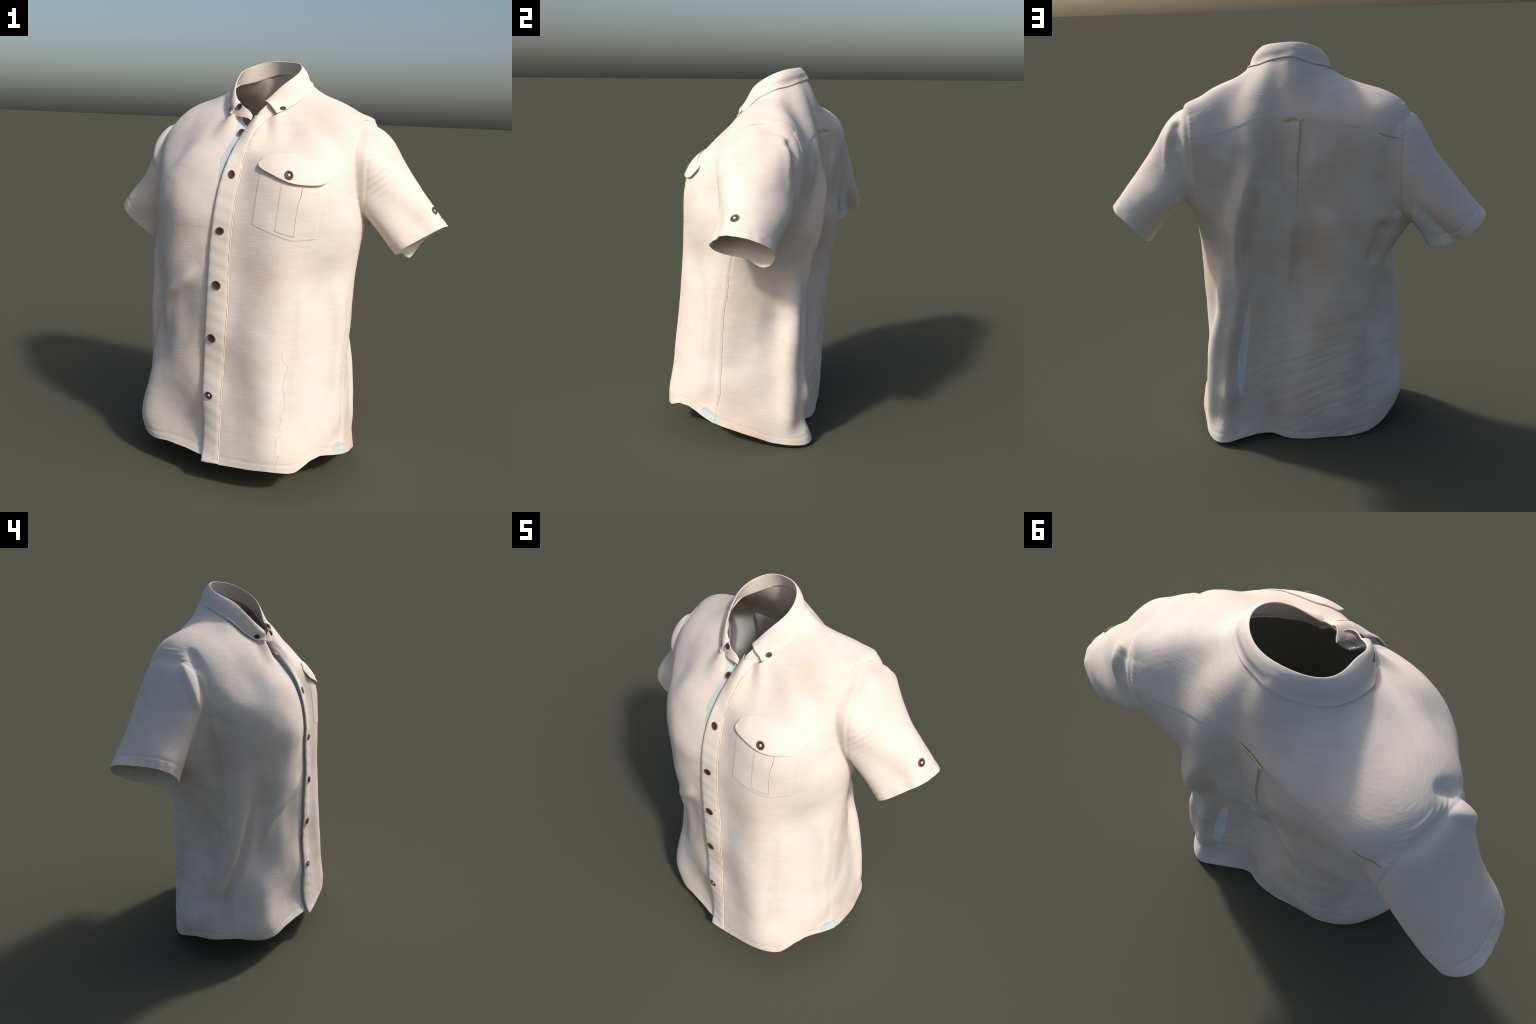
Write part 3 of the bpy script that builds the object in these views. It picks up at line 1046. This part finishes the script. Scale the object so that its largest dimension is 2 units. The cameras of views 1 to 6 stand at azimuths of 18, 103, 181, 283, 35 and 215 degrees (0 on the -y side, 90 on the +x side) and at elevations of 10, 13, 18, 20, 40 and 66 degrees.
pocket_rows = quad_rows((.086, 1.50), (.384, 1.475), (.070, 1.243), (.353, 1.190), 40, 34)
for i, r in enumerate(pocket_rows):
    v = i / 39
    for j in range(34):
        u = j / 33
        x, z = r[j]
        r[j] = (x, z + v ** 3 * (-.028 * np.interp(u, [0, .66, 1], [0, 1, 0]) * 1.0))
pocket = panel("chest_pocket", pocket_rows, lambda u, v: .0010, .0042, MAT_LINEN_LIGHT)
pleat_rows = quad_rows((.196, 1.47), (.286, 1.46), (.180, 1.222), (.263, 1.198), 30, 12)
panel("pocket_pleat", pleat_rows, lambda u, v: .0020, .0032, MAT_LINEN_LIGHT, pocket)
for nm, pts in (("seam_stitching", [(.284, 1.424), (.284, 1.386), (.274, 1.347), (.267, 1.269), (.263, 1.198)]),):
    cord(nm, [tuple(onto_body(*p)[0] + np.array((0, -.0018, 0))) for p in pts], .0015, MAT_SEAM, pocket, drape=False, n=40, wobble=.5)
flap_top = [(.081, 1.528), (.088, 1.540), (.121, 1.552), (.147, 1.560), (.203, 1.556), (.257, 1.549), (.318, 1.525), (.360, 1.511), (.384, 1.500)]
flap_bot = [(.080, 1.508), (.086, 1.494), (.112, 1.480), (.143, 1.468), (.193, 1.447), (.239, 1.432), (.300, 1.426), (.360, 1.432), (.389, 1.474)]
ft = resample([(a, 0, b) for a, b in flap_top], 31)
fb = resample([(a, 0, b) for a, b in flap_bot], 31)
flap_rows = [[(float(ft[j][0] * (1 - v) + fb[j][0] * v), float(ft[j][2] * (1 - v) + fb[j][2] * v)) for j in range(31)]
             for v in np.linspace(0, 1, 18)]
flap = panel("pocket_flap", flap_rows, lambda u, v: .006 + .010 * v ** 1.2, .005, MAT_LINEN_LIGHT)

# an inner back lining, seen through the neck
panel("back_lining", quad_rows((-.30, 1.645), (.36, 1.645), (-.30, 1.05), (.36, 1.05), 24, 28),
      lambda u, v: -.006 - .055 * min(1.0, v * 3) * math.sin(math.pi * u) ** .7, .003, MAT_LINING, direction=(0, -1, 0), relax=12)


# sleeve lining: a shallow cup closing the right sleeve a hand's breadth above the cuff
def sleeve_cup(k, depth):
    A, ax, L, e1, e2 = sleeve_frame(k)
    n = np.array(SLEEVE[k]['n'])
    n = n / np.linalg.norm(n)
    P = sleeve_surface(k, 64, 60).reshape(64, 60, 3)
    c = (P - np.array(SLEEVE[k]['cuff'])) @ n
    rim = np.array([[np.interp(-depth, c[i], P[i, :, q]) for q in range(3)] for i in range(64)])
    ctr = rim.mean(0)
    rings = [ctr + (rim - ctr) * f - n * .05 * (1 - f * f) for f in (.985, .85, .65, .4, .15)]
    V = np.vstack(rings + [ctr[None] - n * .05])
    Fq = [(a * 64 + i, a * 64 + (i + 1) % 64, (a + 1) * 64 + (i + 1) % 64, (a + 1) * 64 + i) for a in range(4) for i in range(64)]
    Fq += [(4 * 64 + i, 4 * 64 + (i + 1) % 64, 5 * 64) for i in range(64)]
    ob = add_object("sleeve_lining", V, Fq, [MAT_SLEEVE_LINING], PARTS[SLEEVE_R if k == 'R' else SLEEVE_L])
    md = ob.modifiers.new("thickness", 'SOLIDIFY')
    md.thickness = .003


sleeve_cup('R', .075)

# box pleat and hanging loop on the back
rows = []
for z in np.linspace(1.655, 1.04, 70):
    a = np.interp(z, [1.04, 1.36, 1.45, 1.52, 1.6, 1.655], [.034, .039, .038, .034, .030, .026])
    b = np.interp(z, [1.04, 1.36, 1.45, 1.52, 1.6, 1.655], [-.002, -.027, -.028, -.032, -.043, -.044])
    rows.append([(a + (b - a) * j / 12, z) for j in range(13)])
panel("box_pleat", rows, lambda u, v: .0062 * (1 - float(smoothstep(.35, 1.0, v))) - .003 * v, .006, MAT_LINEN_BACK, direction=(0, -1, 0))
rows = quad_rows((.042, 1.671), (-.060, 1.669), (.026, 1.655), (-.053, 1.659), 7, 20)
rows = [[(x, z + .010 * math.sin(math.pi * j / 19)) for j, (x, z) in enumerate(r)] for r in rows]
panel("hanging_loop", rows, lambda u, v: .0075, .004, MAT_LOOP, direction=(0, -1, 0))


# ---------------------------------------------------------------- collar
def collar_strip(phis, prof):
    """Sweep a cross-section round the neck. prof(phi) -> list of (radius, height)."""
    out = []
    for p in phis:
        pr = prof(p)
        out.append([(COLLAR_C[0] + r * math.sin(p), COLLAR_C[1] - r * math.cos(p), z) for r, z in pr])
    return np.array(out)


def f1(c, p):
    return float(fourier(c, np.array([p]))[0])


def offset_grid(P, t):
    du = np.gradient(P, axis=0)
    dv = np.gradient(P, axis=1)
    n = np.cross(du, dv)
    n /= np.maximum(np.linalg.norm(n, axis=2, keepdims=True), 1e-9)
    return P + n * t


nphi, ns = 150, 15
leaf = np.zeros((nphi, ns, 3))
for j in range(ns):
    s = j / (ns - 1)
    lo = math.radians(13 + 17 * s)
    hi = math.radians(333 - 3 * s)
    for i in range(nphi):
        p = lo + (hi - lo) * i / (nphi - 1)
        rr, rz, lr, lz = f1(RIDGE_R, p), f1(RIDGE_Z, p), f1(LEAF_R, p), f1(LEAF_Z, p)
        bulge = .004 * math.sin(math.pi * min(1, s * 1.15 + .05))
        r = rr + (lr + .003 - rr) * s + bulge
        z = rz + (lz - rz) * s + .55 * bulge
        if s < .12:
            k = (.12 - s) / .12
            r -= .004 * k
        leaf[i, j] = (COLLAR_C[0] + r * math.sin(p), COLLAR_C[1] - r * math.cos(p), z)
for i in range(nphi):
    for j in range(ns):
        s = j / (ns - 1)
        hit, nn, _, d = BODY_BVH.find_nearest(Vector(leaf[i, j]))
        w = float(smoothstep(.45, .95, s))
        side = (Vector(leaf[i, j]) - hit).dot(nn)
        goal = np.array(hit) + np.array(nn) * .0058
        if d < .04:
            leaf[i, j] = leaf[i, j] * (1 - w) + goal * w
        if side < .005 and d < .03 and s > .3:
            leaf[i, j] = leaf[i, j] + np.array(nn) * (.0055 - side)
collar = leaf_ob = slab("collar", leaf, offset_grid(leaf, .004), MAT_LINEN_LIGHT, None, bevel=.0018)

nphi, ns = 160, 11
stand = np.zeros((nphi, ns, 3))
lo, hi = math.radians(4), math.radians(357)
for i in range(nphi):
    p = lo + (hi - lo) * i / (nphi - 1)
    dg = math.degrees(p)
    br, bz = (float(q[0]) for q in neck_base(np.array([p])))
    rr, rz = f1(RIDGE_R, p) - .0035, f1(RIDGE_Z, p) - .004
    # the stand's open ends: lower and rounded
    wl = float(smoothstep(34, 10, dg))
    wr = float(smoothstep(328, 348, dg))
    if dg < 180:
        tz, tr = rz * (1 - wl) + wl * (bz + .072 * max(0, (dg - 3) / 30) ** .38), rr * (1 - wl) + wl * (br - .022)
    else:
        tz, tr = rz * (1 - wr) + wr * (bz + .048 * math.sqrt(max(0, (358 - dg) / 25))), rr * (1 - wr) + wr * (br - .012)
    for j in range(ns):
        s = j / (ns - 1)
        r = br + .002 + (tr - br - .002) * s
        z = bz - .012 + (tz - bz + .012) * s
        stand[i, j] = (COLLAR_C[0] + r * math.sin(p), COLLAR_C[1] - r * math.cos(p), z)
slab("collar_stand", offset_grid(stand, -.0), offset_grid(stand, .0045), MAT_LINEN, collar, bevel=.0015)


# ---------------------------------------------------------------- buttons
def lathe(profile, n=28):
    V, Fq = [], []
    for r, z in profile:
        for k in range(n):
            a = 2 * math.pi * k / n
            V.append((r * math.cos(a), r * math.sin(a), z))
    m = len(profile)
    for i in range(m - 1):
        for k in range(n):
            l = (k + 1) % n
            Fq.append((i * n + k, i * n + l, (i + 1) * n + l, (i + 1) * n + k))
    Fq.append(tuple(range(n))[::-1])
    Fq.append(tuple((m - 1) * n + k for k in range(n)))
    return V, Fq


bv, bf = lathe([(.92, 0), (1.0, .08), (1.0, .22), (.93, .30), (.80, .32), (.68, .26), (.50, .20), (.001, .19)])
BUTTON_MESH = bpy.data.meshes.new("button")
BUTTON_MESH.from_pydata(bv, [], bf)
BUTTON_MESH.materials.append(MAT_BUTTON)
BUTTON_MESH.polygons.foreach_set('use_smooth', np.ones(len(BUTTON_MESH.polygons), bool))
tv, tf = lathe([(.30, .14), (.30, .24), (.22, .29), (.001, .30)], 14)
THREAD_MESH = bpy.data.meshes.new("button_thread")
THREAD_MESH.from_pydata(tv, [], tf)
THREAD_MESH.materials.append(MAT_THREAD)
THREAD_MESH.polygons.foreach_set('use_smooth', np.ones(len(THREAD_MESH.polygons), bool))


def button(pos, radius, parent=None, stretch=(1, 1), spin=0.0, thread=True, lift=.006, normal=None):
    if normal is None:
        hit, n, _, _ = BODY_BVH.find_nearest(Vector(pos))
    else:
        hit, n = Vector(pos), Vector(normal).normalized()
    ob = bpy.data.objects.new("button", BUTTON_MESH)
    bpy.context.scene.collection.objects.link(ob)
    q = n.to_track_quat('Z', 'Y').to_matrix().to_4x4()
    ob.matrix_world = Matrix.Translation(hit + n * lift) @ q @ Matrix.Rotation(spin, 4, 'Z') @ \
        Matrix.Diagonal((radius * stretch[0], radius * stretch[1], radius * .8, 1))
    ob.parent = parent or ROOT
    if thread:
        t = bpy.data.objects.new("button_thread", THREAD_MESH)
        bpy.context.scene.collection.objects.link(t)
        t.matrix_world = ob.matrix_world.copy()
        t.parent = parent or ROOT
    return ob


for (x, y, z), r, st, sp, th in (
        ((-.052, -.315, 1.455), .0185, (.85, 1.1), .3, False), ((-.079, -.367, 1.202), .0190, (1.1, .9), 0, False),
        ((-.080, -.386, .954), .0205, (1.1, .9), -.6, False), ((-.092, -.395, .703), .0205, (1.1, .9), -.7, False),
        ((-.089, -.415, .431), .0190, (1.1, .85), -.4, True)):
    p, n = onto_body(x, z)
    button(p, r, placket, st, sp, th, lift=.0055)
button((-.066, -.163, 1.646), .0155, PARTS.get(FACING), (1, 1), 0, False, lift=.001)
p, n = onto_body(.222, 1.465)
button(p, .0200, flap, (.95, 1.1), .4, True, lift=.0135)
button((.824, .085, 1.316), .0205, PARTS[SLEEVE_L], (1.1, .9), .5, True, lift=.0005)
LEAF_BVH = BVHTree.FromPolygons([tuple(v.co) for v in leaf_ob.data.vertices], [tuple(p.vertices) for p in leaf_ob.data.polygons])
for target, away in (((.109, -.083, 1.765), (.45, -.75, .5)), ((-.151, -.069, 1.743), (-.55, -.7, .45))):
    d = Vector(away).normalized()
    hit, n, _, _ = LEAF_BVH.ray_cast(Vector(target) + d * .08, -d)
    if hit is None:
        hit, n, _, _ = LEAF_BVH.find_nearest(Vector(target))
    button(hit, .0140, leaf_ob, (1.1, .9), .2, False, normal=n, lift=.001)
button((-.094, -.093, 1.759), .0145, collar, (1, 1), 0, False, normal=(-.25, -.9, .2), lift=.017)

# seams with a tan line
cord("seam_stitching", [(.477, -.042, .946), (.465, -.054, .839), (.452, -.073, .743), (.443, -.083, .571), (.456, -.09, .419), (.483, -.095, .288), (.496, -.11, .22)], .0018, MAT_SEAM_PALE, PARTS[BACK], n=90, sink=.35, wobble=.5)
cord("seam_stitching", [(-.485, .417, 1.582), (-.433, .426, 1.590), (-.396, .427, 1.607)], .0020, MAT_SEAM, PARTS[BACK], n=24, wobble=.5)
cord("seam_stitching", [(.257, -.391, .691), (.247, -.399, .671), (.255, -.399, .638), (.273, -.391, .617), (.269, -.399, .577), (.262, -.411, .521), (.275, -.411, .472), (.275, -.423, .408), (.262, -.432, .392), (.274, -.432, .368), (.263, -.442, .345), (.278, -.442, .309), (.253, -.456, .289), (.258, -.459, .256), (.252, -.464, .236), (.267, -.462, .208), (.259, -.469, .153)], .0009, MAT_SEAM_PALE, PARTS[FRONT_L], n=110, sink=.3, wobble=.8)

for ob in bpy.data.objects:
    ob.select_set(False)
